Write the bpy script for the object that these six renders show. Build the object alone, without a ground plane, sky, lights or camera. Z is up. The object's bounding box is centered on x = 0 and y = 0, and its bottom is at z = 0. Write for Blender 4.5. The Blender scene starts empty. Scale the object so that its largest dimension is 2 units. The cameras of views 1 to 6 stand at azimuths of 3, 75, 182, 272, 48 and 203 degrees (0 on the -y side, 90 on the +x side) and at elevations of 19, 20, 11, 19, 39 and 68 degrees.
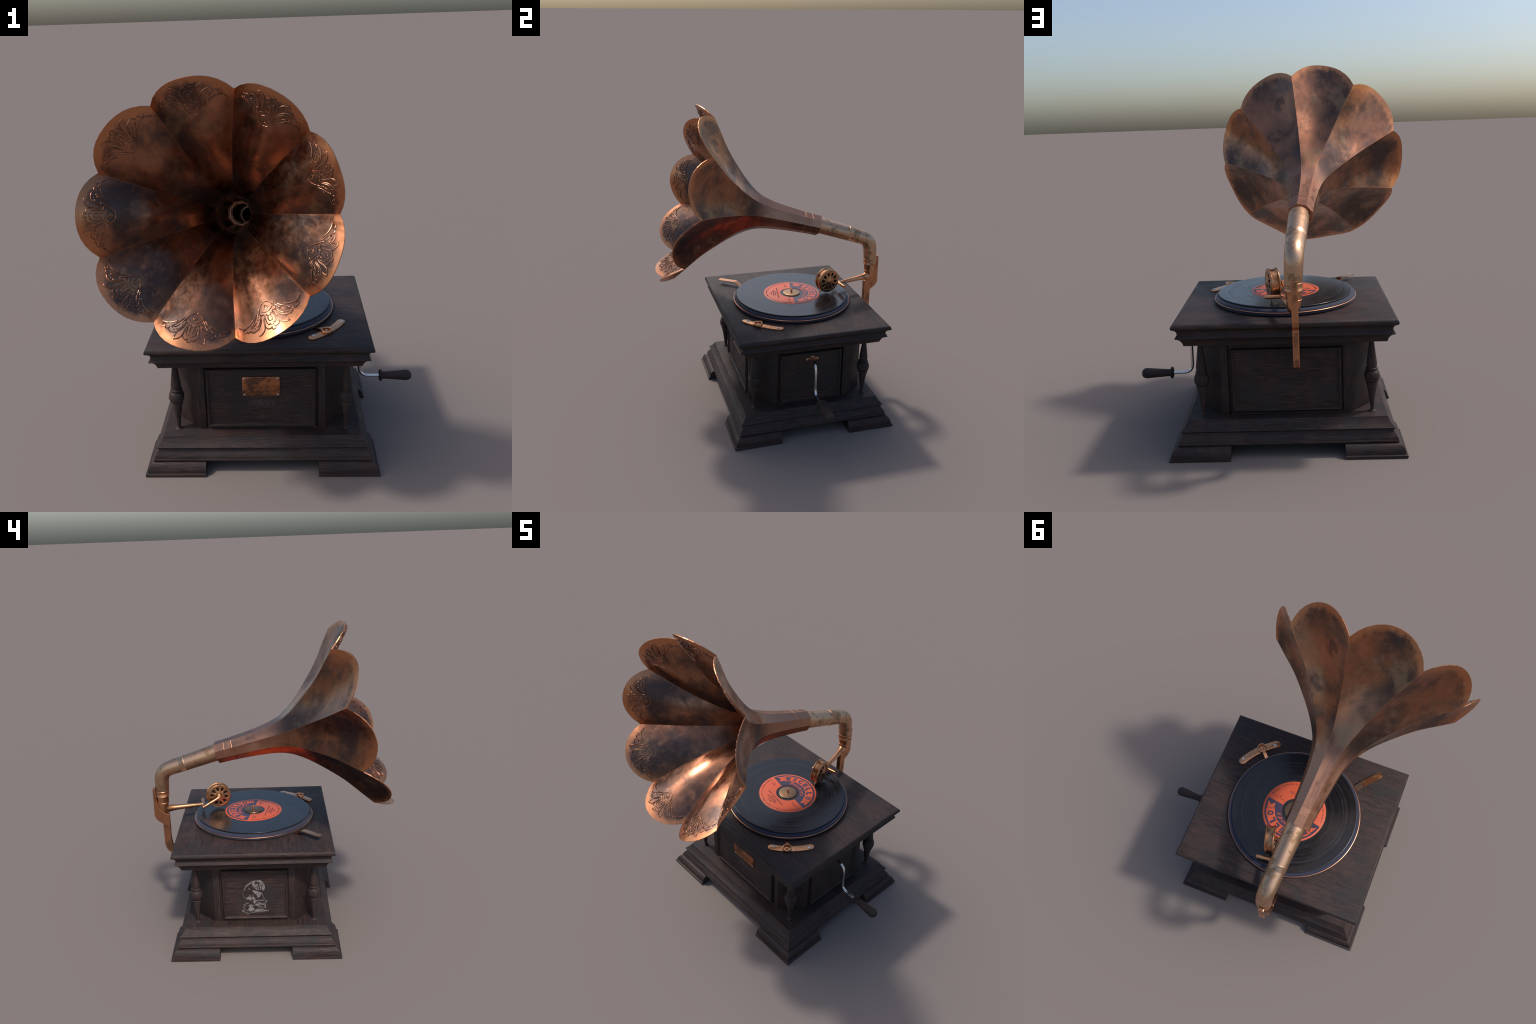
# Antique horn gramophone: wooden cabinet, turntable with record, tonearm,
# elbow pipe, nine-petal copper horn, crank.  Everything is built from
# profiles, sweeps and rules; all materials are procedural.
import bpy, bmesh, math, random
import numpy as np
from mathutils import Vector, Matrix

random.seed(7)
RNG = np.random.default_rng(11)
COL = bpy.context.scene.collection
sin, cos, pi, rad = math.sin, math.cos, math.pi, math.radians

# ------------------------------------------------------------------ helpers
ROOT = bpy.data.objects.new("gramophone", None)
COL.objects.link(ROOT)
ROOT["label"] = "antique gramophone with petal copper horn on dark carved wooden box"
ROOT["category"] = "gramophone"


class Geo:
    """Collects vertices and faces with a material slot per face."""

    def __init__(self):
        self.v, self.f, self.m, self.s = [], [], [], []

    def add(self, verts, faces, mat=0, smooth=True):
        b = len(self.v)
        self.v += [tuple(map(float, p)) for p in verts]
        for k, f in enumerate(faces):
            self.f.append([i + b for i in f])
            self.m.append(mat[k] if isinstance(mat, (list, tuple)) else mat)
            self.s.append(smooth)
        return self

    def grid(self, rows, close_u=False, close_v=False, mat=0, smooth=True, flip=False):
        nr, nc = len(rows), len(rows[0])
        vs = [p for r in rows for p in r]
        fs = []
        for i in range(nr if close_v else nr - 1):
            for j in range(nc if close_u else nc - 1):
                a, b = i * nc + j, i * nc + (j + 1) % nc
                c, d = ((i + 1) % nr) * nc + (j + 1) % nc, ((i + 1) % nr) * nc + j
                fs.append([a, d, c, b] if flip else [a, b, c, d])
        return self.add(vs, fs, mat, smooth)

    def mesh(self, name, mats, sharp=40):
        me = bpy.data.meshes.new(name)
        me.from_pydata(self.v, [], self.f)
        for m in mats:
            me.materials.append(m)
        me.polygons.foreach_set("material_index", self.m)
        me.polygons.foreach_set("use_smooth", self.s)
        me.update()
        if sharp is not None:
            me.set_sharp_from_angle(angle=rad(sharp))
            me.polygons.foreach_set("use_smooth", self.s)
        me.validate()
        return me


def obj(name, mesh, parent=ROOT, loc=None, mat4=None):
    o = bpy.data.objects.new(name, mesh)
    COL.objects.link(o)
    o.parent = parent
    if mat4 is not None:
        o.matrix_local = mat4
    elif loc is not None:
        o.location = loc
    return o


def bevel(o, w, seg=2, angle=35, flat=False):
    m = o.modifiers.new("bevel", "BEVEL")
    m.width, m.segments, m.limit_method, m.angle_limit = w, seg, "ANGLE", rad(angle)
    m.harden_normals = False
    bake(o)
    if flat:
        o.data.polygons.foreach_set("use_smooth", [False] * len(o.data.polygons))
    return o


def bake(o):
    dg = bpy.context.evaluated_depsgraph_get()
    dg.update()
    me = bpy.data.meshes.new_from_object(o.evaluated_get(dg))
    old = o.data
    o.modifiers.clear()
    me.name = old.name
    o.data = me
    me.polygons.foreach_set("use_smooth", [True] * len(me.polygons))
    me.set_sharp_from_angle(angle=rad(38))
    return o


def lathe(g, prof, c=(0, 0, 0), n=32, mat=0, axis=None, cap=False):
    """Revolve (r, h) pairs about axis through c."""
    axis = Vector(axis or (0, 0, 1)).normalized()
    a = axis.orthogonal().normalized() if abs(axis.z) < .999 else Vector((1, 0, 0))
    b = axis.cross(a)
    c = Vector(c)
    rows = [[c + axis * h + (a * cos(2 * pi * k / n) + b * sin(2 * pi * k / n)) * r for k in range(n)] for r, h in prof]
    g.grid(rows, close_u=True, mat=mat)
    if cap:
        for row, fl in ((rows[0], True), (rows[-1], False)):
            idx = list(range(n))
            g.add(row, [idx[::-1] if fl else idx], mat)
    return g


def frames(pts):
    pts = [Vector(p) for p in pts]
    tan = [(pts[min(i + 1, len(pts) - 1)] - pts[max(i - 1, 0)]).normalized() for i in range(len(pts))]
    nrm = tan[0].orthogonal().normalized()
    out = []
    for p, t in zip(pts, tan):
        nrm = (nrm - t * nrm.dot(t)).normalized()
        out.append((p, nrm, t.cross(nrm)))
    return out


def sweep(g, pts, r, n=12, mat=0, cap=True):
    """Tube of radius r (number or list) along pts."""
    rr = r if hasattr(r, "__len__") else [r] * len(pts)
    fr = frames(pts)
    rows = [[p + (a * cos(2 * pi * k / n) + b * sin(2 * pi * k / n)) * q for k in range(n)] for (p, a, b), q in zip(fr, rr)]
    g.grid(rows, close_u=True, mat=mat)
    if cap:
        idx = list(range(n))
        g.add(rows[0], [idx[::-1]], mat)
        g.add(rows[-1], [idx], mat)
    return g


def smooth_line(pts, n=8):
    """Catmull-Rom through pts."""
    p = [Vector(q) for q in pts]
    p = [p[0] * 2 - p[1]] + p + [p[-1] * 2 - p[-2]]
    out = []
    for i in range(1, len(p) - 2):
        for k in range(n):
            t = k / n
            out.append(0.5 * ((2 * p[i]) + (p[i + 1] - p[i - 1]) * t + (2 * p[i - 1] - 5 * p[i] + 4 * p[i + 1] - p[i + 2]) * t * t
                              + (3 * p[i] - p[i - 1] - 3 * p[i + 1] + p[i + 2]) * t ** 3))
    out.append(p[-2])
    return out


def fillet(pts, rads, n=8):
    """Polyline with rounded corners."""
    p = [Vector(q) for q in pts]
    out = [p[0]]
    for i in range(1, len(p) - 1):
        d0, d1 = (p[i - 1] - p[i]), (p[i + 1] - p[i])
        L = min(rads[i - 1], d0.length * .98, d1.length * .98)
        a, b = p[i] + d0.normalized() * L, p[i] + d1.normalized() * L
        for k in range(n + 1):
            t = k / n
            out.append(a * (1 - t) ** 2 + p[i] * 2 * t * (1 - t) + b * t * t)
    out.append(p[-1])
    return out


def resample(pts, step):
    out = [pts[0]]
    for a, b in zip(pts, pts[1:]):
        k = max(1, int((b - a).length / step))
        out += [a.lerp(b, (i + 1) / k) for i in range(k)]
    return out


def prism(g, poly, lo, hi, ax=2, mat=0):
    """Extrude a 2D polygon along axis ax from lo to hi."""
    def put(p, h):
        q = list(p)
        q.insert(ax, h)
        return q
    n = len(poly)
    v = [put(p, lo) for p in poly] + [put(p, hi) for p in poly]
    f = [[i, (i + 1) % n, n + (i + 1) % n, n + i] for i in range(n)] + [list(range(n))[::-1], list(range(n, 2 * n))]
    g.add(v, f, mat)
    return g


def box(g, lo, hi, mat=0):
    return prism(g, [(lo[0], lo[1]), (hi[0], lo[1]), (hi[0], hi[1]), (lo[0], hi[1])], lo[2], hi[2], 2, mat)


def fix_normals(me):
    bm = bmesh.new()
    bm.from_mesh(me)
    bmesh.ops.remove_doubles(bm, verts=bm.verts, dist=1e-6)
    bmesh.ops.recalc_face_normals(bm, faces=bm.faces)
    flags = [f.smooth for f in bm.faces]
    bm.to_mesh(me)
    bm.free()
    me.set_sharp_from_angle(angle=rad(38))
    me.polygons.foreach_set("use_smooth", flags)
    return me


def pchip(X, Y):
    X, Y = np.array(X, float), np.array(Y, float)
    h, d = np.diff(X), np.diff(Y) / np.diff(X)
    m = np.zeros(len(X))
    for i in range(1, len(X) - 1):
        if d[i - 1] * d[i] > 0:
            w1, w2 = 2 * h[i] + h[i - 1], h[i] + 2 * h[i - 1]
            m[i] = (w1 + w2) / (w1 / d[i - 1] + w2 / d[i])
    m[0], m[-1] = d[0], d[-1]

    def f(x):
        i = int(np.clip(np.searchsorted(X, x) - 1, 0, len(X) - 2))
        t = (x - X[i]) / h[i]
        return ((1 + 2 * t) * (1 - t) ** 2 * Y[i] + t * (1 - t) ** 2 * h[i] * m[i] + t * t * (3 - 2 * t) * Y[i + 1] + t * t * (t - 1) * h[i] * m[i + 1])
    return f


# ---------------------------------------------------------------- materials
class Nodes:
    def __init__(self, name):
        self.mat = bpy.data.materials.new(name)
        self.mat.use_nodes = True
        self.t = self.mat.node_tree
        self.p = self.t.nodes["Principled BSDF"]
        self._obj = None

    def n(self, kind, **kw):
        x = self.t.nodes.new(kind)
        for k, v in kw.items():
            setattr(x, k, v)
        return x

    def link(self, a, b):
        self.t.links.new(a, b)

    def put(self, sock, v):
        if hasattr(v, "is_linked") or isinstance(v, bpy.types.NodeSocket):
            self.link(v, sock)
        else:
            sock.default_value = v

    def coord(self):
        if self._obj is None:
            self._obj = self.n("ShaderNodeTexCoord").outputs["Object"]
        return self._obj

    def mapping(self, vec, scale=(1, 1, 1), loc=(0, 0, 0), rot=(0, 0, 0)):
        m = self.n("ShaderNodeMapping")
        self.link(vec, m.inputs["Vector"])
        m.inputs["Scale"].default_value = scale
        self.put(m.inputs["Location"], loc)
        m.inputs["Rotation"].default_value = rot
        return m.outputs[0]

    def noise(self, vec, scale=5, detail=5, rough=.55, dist=0.):
        x = self.n("ShaderNodeTexNoise")
        self.link(vec, x.inputs["Vector"])
        x.inputs["Scale"].default_value = scale
        x.inputs["Detail"].default_value = detail
        x.inputs["Roughness"].default_value = rough
        x.inputs["Distortion"].default_value = dist
        return x.outputs["Fac"]

    def math(self, op, a, b=None, clamp=False):
        x = self.n("ShaderNodeMath", operation=op, use_clamp=clamp)
        self.put(x.inputs[0], a)
        if b is not None:
            self.put(x.inputs[1], b)
        return x.outputs[0]

    def range(self, v, a, b, c=0., d=1., smooth=True):
        x = self.n("ShaderNodeMapRange", interpolation_type="SMOOTHSTEP" if smooth else "LINEAR")
        self.put(x.inputs["Value"], v)
        for k, q in zip(("From Min", "From Max", "To Min", "To Max"), (a, b, c, d)):
            x.inputs[k].default_value = q
        return x.outputs["Result"]

    def ramp(self, fac, stops):
        x = self.n("ShaderNodeValToRGB")
        self.link(fac, x.inputs[0])
        e = x.color_ramp.elements
        while len(e) < len(stops):
            e.new(.5)
        for el, (p, c) in zip(e, stops):
            el.position, el.color = p, (*c, 1)
        return x.outputs["Color"]

    def mix(self, fac, a, b):
        x = self.n("ShaderNodeMix", data_type="RGBA")
        self.put(x.inputs[0], fac)
        for s, v in ((x.inputs["A"], a), (x.inputs["B"], b)) if False else ((x.inputs[6], a), (x.inputs[7], b)):
            if isinstance(v, bpy.types.NodeSocket):
                self.link(v, s)
            else:
                s.default_value = (*v, 1)
        return x.outputs[2]

    def bump(self, h, strength=.2, dist=.01):
        x = self.n("ShaderNodeBump")
        x.inputs["Strength"].default_value = strength
        x.inputs["Distance"].default_value = dist
        self.link(h, x.inputs["Height"])
        self.link(x.outputs[0], self.p.inputs["Normal"])
        return x

    def set(self, **kw):
        names = dict(color="Base Color", metal="Metallic", rough="Roughness", spec="Specular IOR Level", sheen="Sheen Weight", coat="Coat Weight", aniso="Anisotropic")
        for k, v in kw.items():
            s = self.p.inputs[names[k]]
            if isinstance(v, bpy.types.NodeSocket):
                self.link(v, s)
            else:
                s.default_value = (*v, 1) if k == "color" and len(v) == 3 else v
        return self.mat

    def edge(self, radius=.006, lo=.004, hi=.12):
        """1 on worn edges: where the rounded normal leaves the true one."""
        b = self.n("ShaderNodeBevel", samples=6)
        b.inputs["Radius"].default_value = radius
        g = self.n("ShaderNodeNewGeometry")
        d = self.n("ShaderNodeVectorMath", operation="DOT_PRODUCT")
        self.link(b.outputs[0], d.inputs[0])
        self.link(g.outputs["Normal"], d.inputs[1])
        return self.range(self.math("SUBTRACT", 1., d.outputs["Value"]), lo, hi)


def wood(name, along, tone=1.0):
    """Dark walnut with fine streaks running along one axis ('x','y','z','d')."""
    N = Nodes(name)
    v = N.coord()
    sc = {"x": (.05, 1, 1), "y": (1, .05, 1), "z": (1, 1, .05)}[along[0]]
    rot = (0, rad(35), 0) if len(along) > 1 else (0, 0, 0)
    g = N.mapping(N.mapping(v, rot=rot), scale=sc)
    fine = N.noise(g, 260, 6, .74, .3)
    broad = N.noise(g, 70, 5, .68, .5)
    blot = N.noise(v, 8, 6, .64, .4)
    dark, mid, red, grey = [tuple(c * tone for c in q) for q in
                            ((.0140, .0102, .0100), (.0350, .0228, .0208), (.072, .0410, .0350), (.0265, .0248, .0252))]
    col = N.ramp(fine, [(.38, dark), (.50, mid), (.62, red)])
    col = N.mix(N.range(broad, .44, .68, 0, .6), col, dark)
    col = N.mix(N.range(blot, .46, .62, 0, .75), col, grey)
    col = N.mix(N.range(N.noise(v, 5.2, 7, .68, .3), .48, .62, 0, .45), col, tuple(c * .8 for c in red))
    wear = N.edge(.004, .01, .2)
    col = N.mix(N.math("MULTIPLY", wear, .5), col, tuple(c * 1.2 for c in red))
    N.set(color=col, rough=N.range(blot, .3, .7, .50, .66), spec=.22)
    N.bump(fine, .22, .002)
    return N.mat


def copper(name, base=(.62, .285, .155), dark=(.16, .085, .06), patina=.5, scale=9., rough=.30, edge=.012, worn=(.70, .30, .15), seed=0.):
    """Aged copper: bright at worn edges, brown-black blotches in the fields."""
    N = Nodes(name)
    v = N.mapping(N.coord(), loc=(seed, seed * .7, 0))
    a = N.noise(v, scale, 6, .62, .7)
    b = N.noise(v, scale * 5, 5, .65, .3)
    m = N.range(N.math("ADD", N.math("MULTIPLY", a, .8), N.math("MULTIPLY", b, .2)), .58 - .2 * patina, .70 - .2 * patina)
    col = N.mix(m, base, dark)
    if edge:
        w = N.edge(edge, .002, .10)
        col = N.mix(w, col, worn)
        m = N.math("MULTIPLY", m, N.math("SUBTRACT", 1., w))
    N.set(color=col, metal=1., rough=N.range(m, 0, 1, rough, rough + .16, False))
    N.bump(b, .10, .002)
    return N.mat


WOOD_X, WOOD_Y, WOOD_Z = wood("walnut_lengthwise", "x"), wood("walnut_crosswise", "y"), wood("walnut_upright", "z")
WOOD_D = wood("walnut_diagonal", "xd", .9)
COPPER = copper("aged_copper", patina=.55)
COPPER_GOLD = copper("warm_copper", base=(.64, .31, .155), dark=(.36, .18, .09), patina=.40, scale=16, rough=.27, edge=.004, worn=(.80, .40, .20))
COPPER_BOX = copper("bronzed_copper", base=(.56, .285, .145), dark=(.26, .135, .075), patina=.5, scale=20, rough=.26, edge=.003, worn=(.70, .34, .17))
COPPER_PLATE = copper("nameplate_copper", base=(.42, .17, .08), dark=(.12, .068, .048), patina=.70, scale=13, rough=.42, edge=.006, worn=(.60, .25, .11))
COPPER_BRACKET = copper("bracket_copper", base=(.54, .25, .135), dark=(.24, .125, .08), patina=.55, scale=5, rough=.30, edge=.014, worn=(.66, .29, .14))
COLLAR = copper("collar_copper", base=(.43, .22, .14), dark=(.36, .185, .12), patina=.5, scale=8, rough=.30, edge=.0015, worn=(.62, .28, .15))


def pipe_material():
    N = Nodes("tarnished_brass")
    v = N.coord()
    a = N.noise(v, 11, 6, .62, .4)
    b = N.noise(v, 45, 5, .65, .2)
    spots = N.range(N.math("ADD", N.math("MULTIPLY", a, .65), N.math("MULTIPLY", b, .35)), .515, .575)
    col = N.mix(N.range(N.noise(v, 5, 3), .35, .65), (.62, .375, .23), (.53, .34, .22))
    col = N.mix(N.math("MULTIPLY", spots, .8), col, (.27, .165, .09))
    N.set(color=col, metal=1., rough=N.range(spots, 0, 1, .38, .50, False))
    N.bump(b, .09, .002)
    return N.mat


PIPE = pipe_material()


def simple(name, color, rough=.5, metal=0., spec=.5, sheen=0.):
    N = Nodes(name)
    v = N.coord()
    k = N.noise(v, 90, 4, .6)
    c2 = tuple(x * 1.12 for x in color)
    N.set(color=N.mix(N.range(k, .35, .65), color, c2), rough=rough, metal=metal, spec=spec, sheen=sheen)
    return N.mat


FELT = simple("navy_felt", (.022, .024, .045), .8, 0, .3, .2)
STEEL = simple("polished_steel", (.62, .62, .62), .14, 1.)
SCREW = simple("pale_screw_steel", (.56, .57, .58), .5, .45)
BLACK = simple("flat_black", (.012, .010, .010), .7, 0, .2)
ORANGE = simple("orange_label_paper", (.54, .090, .034), .38, 0, .4)
NAVY = simple("navy_label_ink", (.042, .034, .062), .38, 0, .4)
INK = simple("fine_label_ink", (.055, .026, .045), .45, 0, .3)
GOLD = copper("brass_centre", base=(.34, .20, .11), dark=(.22, .135, .078), patina=.5, scale=70, rough=.35, edge=.003, worn=(.6, .3, .15))


def vinyl_material():
    N = Nodes("black_vinyl")
    v = N.coord()
    sep = N.n("ShaderNodeSeparateXYZ")
    N.link(v, sep.inputs[0])
    r = N.math("SQRT", N.math("ADD", N.math("MULTIPLY", sep.outputs[0], sep.outputs[0]), N.math("MULTIPLY", sep.outputs[1], sep.outputs[1])))
    comb = N.n("ShaderNodeCombineXYZ")
    N.link(r, comb.inputs[0])
    rings = N.noise(comb.outputs[0], 170, 4, .75)
    bands = N.noise(comb.outputs[0], 60, 4, .7)
    dust = N.noise(v, 14, 5, .65)
    N.set(color=N.mix(N.range(bands, .4, .7), (.007, .007, .0085), (.020, .020, .022)), rough=N.range(N.math("ADD", N.math("MULTIPLY", bands, .7), N.math("MULTIPLY", dust, .3)), .38, .62, .13, .32), spec=.55)
    N.bump(N.math("ADD", rings, N.math("MULTIPLY", bands, .5)), .30, .0010)
    return N.mat


VINYL = vinyl_material()

# ------------------------------------------------------------------ cabinet
CX, CY, W, D = -.0425, .1125, .6005, .5275      # plan centre and half sizes of the feet


def moulding(name, prof, mats=(WOOD_X, WOOD_Y), cap_lo=True, cap_hi=True, parent=ROOT):
    """Rectangular mitred moulding: profile of (offset, z) run round the plan."""
    g = Geo()
    rings = []
    for o, z in prof:
        a, b = W + o, D + o
        rings.append([(CX - a, CY - b, z), (CX + a, CY - b, z), (CX + a, CY + b, z), (CX - a, CY + b, z)])
    for r0, r1 in zip(rings, rings[1:]):
        for k in range(4):
            g.add([r0[k], r0[(k + 1) % 4], r1[(k + 1) % 4], r1[k]], [[0, 1, 2, 3]], k % 2)
    if cap_lo:
        g.add(rings[0], [[3, 2, 1, 0]], 0)
    if cap_hi:
        g.add(rings[-1], [[0, 1, 2, 3]], 0)
    return obj(name, fix_normals(g.mesh(name, mats)), parent)


def arc(c, r, a0, a1, n=6, sx=1., sy=1.):
    return [(c[0] + r * sx * cos(rad(a0 + (a1 - a0) * k / n)), c[1] + r * sy * sin(rad(a0 + (a1 - a0) * k / n))) for k in range(n + 1)]


# stepped plinth: bull-nosed lower board, knife-edged cove board above
moulding("plinth", [(-.050, .0645)] + arc((-.047, .0715), .0078, -75, 60, 7) + [(-.0435, .085), (-.048, .094), (-.056, .104), (-.062, .114), (-.0655, .1245)])
moulding("plinth_cove", [(-.0660, .1255), (-.0560, .1335), (-.0552, .1365), (-.0590, .1400), (-.0680, .1470), (-.0770, .1570), (-.0850, .1700), (-.0900, .1800), (-.0912, .1850)])

# four corner feet, moulded on the two outer sides
foot_prof = [(0, .0012), (0, .0118), (-.0045, .0135), (-.0105, .0135)] + [(-.046 + .0355 * cos(rad(t)), .017 + .0455 * sin(rad(t))) for t in range(0, 91, 15)] + [(-.052, .0640)]
for sx in (-1, 1):
    for sy in (-1, 1):
        g = Geo()
        lx, ly = .3115, .3035
        rings = []
        for o, z in [(0, 0)] + foot_prof[1:]:
            x0, y0 = sx * (W + o), sy * (D + o)
            x1, y1 = sx * (W - lx), sy * (D - ly)
            rings.append([(CX + x0, CY + y0, z), (CX + x1, CY + y0, z), (CX + x1, CY + y1, z), (CX + x0, CY + y1, z)])
        for r0, r1 in zip(rings, rings[1:]):
            for k in range(4):
                g.add([r0[k], r0[(k + 1) % 4], r1[(k + 1) % 4], r1[k]], [[0, 1, 2, 3]], k % 2)
        g.add(rings[0], [[0, 1, 2, 3]], 0)
        g.add(rings[-1], [[0, 1, 2, 3]], 0)
        obj("foot", fix_normals(g.mesh("foot", (WOOD_X, WOOD_Y))))

# lid: coved cornice, knife edge, upper cove and rounded top board
lid_prof = [(-.0915, .5810), (-.0890, .5900), (-.0840, .6030), (-.0765, .6140), (-.0660, .6225), (-.0570, .6265), (-.0545, .6290), (-.0560, .6325),
            (-.0605, .6400), (-.0660, .6490), (-.0655, .6560), (-.0620, .6650), (-.0540, .6730), (-.0450, .6775)]
lid_prof += [(-.0405, .6810), (-.0390, .6850), (-.0392, .6900), (-.0405, .6955), (-.0440, .7010), (-.0495, .7045), (-.0570, .7060)]
moulding("lid", lid_prof)
TOP = .706

# body core, corner posts with chamfers, panels in frames
BX, BY = .4405, .3715
Z0, Z1 = .1845, .5820
core = Geo()
i = .0125
prism(core, [(CX - BX + i, CY - .2485), (CX - .3235, CY - BY + i), (CX + .3235, CY - BY + i), (CX + BX - i, CY - .2485),
             (CX + BX - i, CY + .2485), (CX + .3235, CY + BY - i), (CX - .3235, CY + BY - i), (CX - BX + i, CY + .2485)], Z0, Z1, 2, 0)
obj("body_core", core.mesh("body_core", (WOOD_X,), 30))
SHIFT = {(1, 0): .011, (-1, 0): .002, (0, 1): .007, (0, -1): .0}    # how far each wall stands proud of the square plan
GX, GY = .2890, .2105                       # half widths of the panel openings
for sx in (-1, 1):
    for sy in (-1, 1):
        g = Geo()
        P = [(GX, BY), (.3235, BY), (BX, .2485), (BX, GY), (BX - .034, GY), (.3115, BY - .04), (GX, BY - .034)]
        pl = [(CX + sx * (x + SHIFT[(sx, 0)] * (1 if sy > 0 else .4)), CY + sy * (y + SHIFT[(0, sy)])) for x, y in P]
        n = len(pl)
        v = [(x, y, Z0) for x, y in pl] + [(x, y, Z1) for x, y in pl]
        f = [[k, (k + 1) % n, n + (k + 1) % n, n + k] for k in range(n)] + [list(range(n)), list(range(n, 2 * n))]
        g.add(v, f, [0, 1] + [0] * (n - 2) + [0, 0])
        o = obj("corner_post", fix_normals(g.mesh("corner_post", (WOOD_Z, WOOD_D))))
        bevel(o, .0012, 2)


def side(k):
    """Frame of wall k: origin on the wall centre line, u along, outward normal."""
    return [(Vector((CX, CY - BY, 0)), Vector((1, 0, 0)), Vector((0, -1, 0)), GX),
            (Vector((CX + BX, CY, 0)), Vector((0, 1, 0)), Vector((1, 0, 0)), GY),
            (Vector((CX, CY + BY, 0)), Vector((-1, 0, 0)), Vector((0, 1, 0)), GX),
            (Vector((CX - BX, CY, 0)), Vector((0, -1, 0)), Vector((-1, 0, 0)), GY)][k]


PANEL_IN = .0015
panels = []
for k in range(4):
    c, u, nrm, gw = side(k)
    c = c + nrm * SHIFT[(int(nrm.x), int(nrm.y))]
    wm = WOOD_X if k % 2 == 0 else WOOD_Y
    P = lambda a, z, h: c + u * a + nrm * h + Vector((0, 0, z))
    # lower and upper rails, and the floor of the groove round the frame
    g = Geo()
    v = [P(a, z, h) for z in (.188, .552) for a, h in ((-gw - .004, -.0130), (gw + .004, -.0130), (gw + .004, -.030), (-gw - .004, -.030))]
    g.add(v, [[0, 1, 5, 4], [1, 2, 6, 5], [2, 3, 7, 6], [3, 0, 4, 7], [3, 2, 1, 0], [4, 5, 6, 7]], 0)
    obj("panel_backing", fix_normals(g.mesh("panel_backing", (wm,))))
    g = Geo()
    for za, zb in ((Z0, .1945), (.5475, Z1)):
        v = [P(a, z, h) for z in (za, zb) for a, h in ((-gw - .002, -.003), (gw + .002, -.003), (gw + .002, -.030), (-gw - .002, -.030))]
        g.add(v, [[0, 1, 5, 4], [1, 2, 6, 5], [2, 3, 7, 6], [3, 0, 4, 7], [3, 2, 1, 0], [4, 5, 6, 7]], 0)
    obj("rail", fix_normals(g.mesh("rail", (wm,))))
    # raised mitred frame moulding
    fw, z0, z1 = gw - .0095, .2035, .5385
    prof = [(0, -.0265), (0, .009), (.0015, .0120), (.004, .0135), (.008, .0135), (.0105, .0115), (.0125, .0070), (.0135, .0052), (.0165, .0045), (.018, -.0015)]
    g = Geo()
    rings = [[P(-fw + d, z0 + d, h), P(fw - d, z0 + d, h), P(fw - d, z1 - d, h), P(-fw + d, z1 - d, h)] for d, h in prof]
    for r0, r1 in zip(rings, rings[1:]):
        for q in range(4):
            g.add([r0[q], r0[(q + 1) % 4], r1[(q + 1) % 4], r1[q]], [[0, 1, 2, 3]], q % 2)
    fr = obj("panel_frame", fix_normals(g.mesh("panel_frame", (wm, WOOD_Z))))
    d = .0165
    g = Geo()
    v = [P(s, z, h) for h in (PANEL_IN, -.0250) for s, z in ((-fw + d, z0 + d), (fw - d, z0 + d), (fw - d, z1 - d), (-fw + d, z1 - d))]
    g.add(v, [[0, 1, 2, 3], [7, 6, 5, 4], [0, 4, 5, 1], [1, 5, 6, 2], [2, 6, 7, 3], [3, 7, 4, 0]], 0)
    panels.append(obj("panel", fix_normals(g.mesh("panel", (wm,)))))

# turned balusters at the chamfered corners
bal = [(.0185, -.1935), (.0195, -.1915), (.0180, -.1890), (.0110, -.1872), (.0085, -.1840), (.0090, -.176), (.0128, -.140), (.0180, -.102), (.0225, -.074), (.0255, -.0570),
       (.0268, -.0500), (.0262, -.0468), (.0250, -.0450)]
bal += [(.0268 + .0040 * cos(rad(t)), -.0390 + .0058 * sin(rad(t))) for t in range(-100, 101, 40)]
bal += [(.0255, -.0325), (.0275, -.0310), (.0335, -.0265), (.0378, -.0165), (.0397, -.0035), (.0397, .0060), (.0378, .0175), (.0338, .0260), (.0275, .0305), (.0258, .0318)]
bal += [(.0270 + .0040 * cos(rad(t)), .0388 + .0066 * sin(rad(t))) for t in range(-100, 101, 40)]
bal += [(.0245, .0460), (.0242, .0490), (.0258, .0540), (.0268, .0610), (.0264, .0700), (.0238, .0920), (.0195, .1250), (.0148, .1610), (.0105, .1960), (.0100, .2060)]
g = Geo()
lathe(g, bal, (0, 0, 0), 28)
bal_me = g.mesh("baluster", (WOOD_Z,), 50)
for sx in (-1, 1):
    for sy in (-1, 1):
        obj("baluster", bal_me, loc=(CX + sx * .4380, CY + sy * .3645, .378))


# ---------------------------------------------------------- marks on panels
def glyphs(txt, size=1., shear=0., weight=0.):
    """Flat letter meshes of the built-in font: list of (verts, faces, advance)."""
    out = []
    for ch in txt:
        cu = bpy.data.curves.new("glyph", "FONT")
        cu.body, cu.size, cu.shear, cu.offset = ch, size, shear, weight
        cu.resolution_u = 2
        o = bpy.data.objects.new("glyph", cu)
        COL.objects.link(o)
        dg = bpy.context.evaluated_depsgraph_get()
        me = bpy.data.meshes.new_from_object(o.evaluated_get(dg))
        vs = [tuple(v.co) for v in me.vertices]
        fs = [list(p.vertices) for p in me.polygons]
        bpy.data.objects.remove(o)
        bpy.data.curves.remove(cu)
        bpy.data.meshes.remove(me)
        if vs:
            x0, x1 = min(v[0] for v in vs), max(v[0] for v in vs)
            out.append(([(v[0] - x0, v[1]) for v in vs], fs, x1 - x0))
        else:
            out.append(([], [], .28 * size))
    return out


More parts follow.
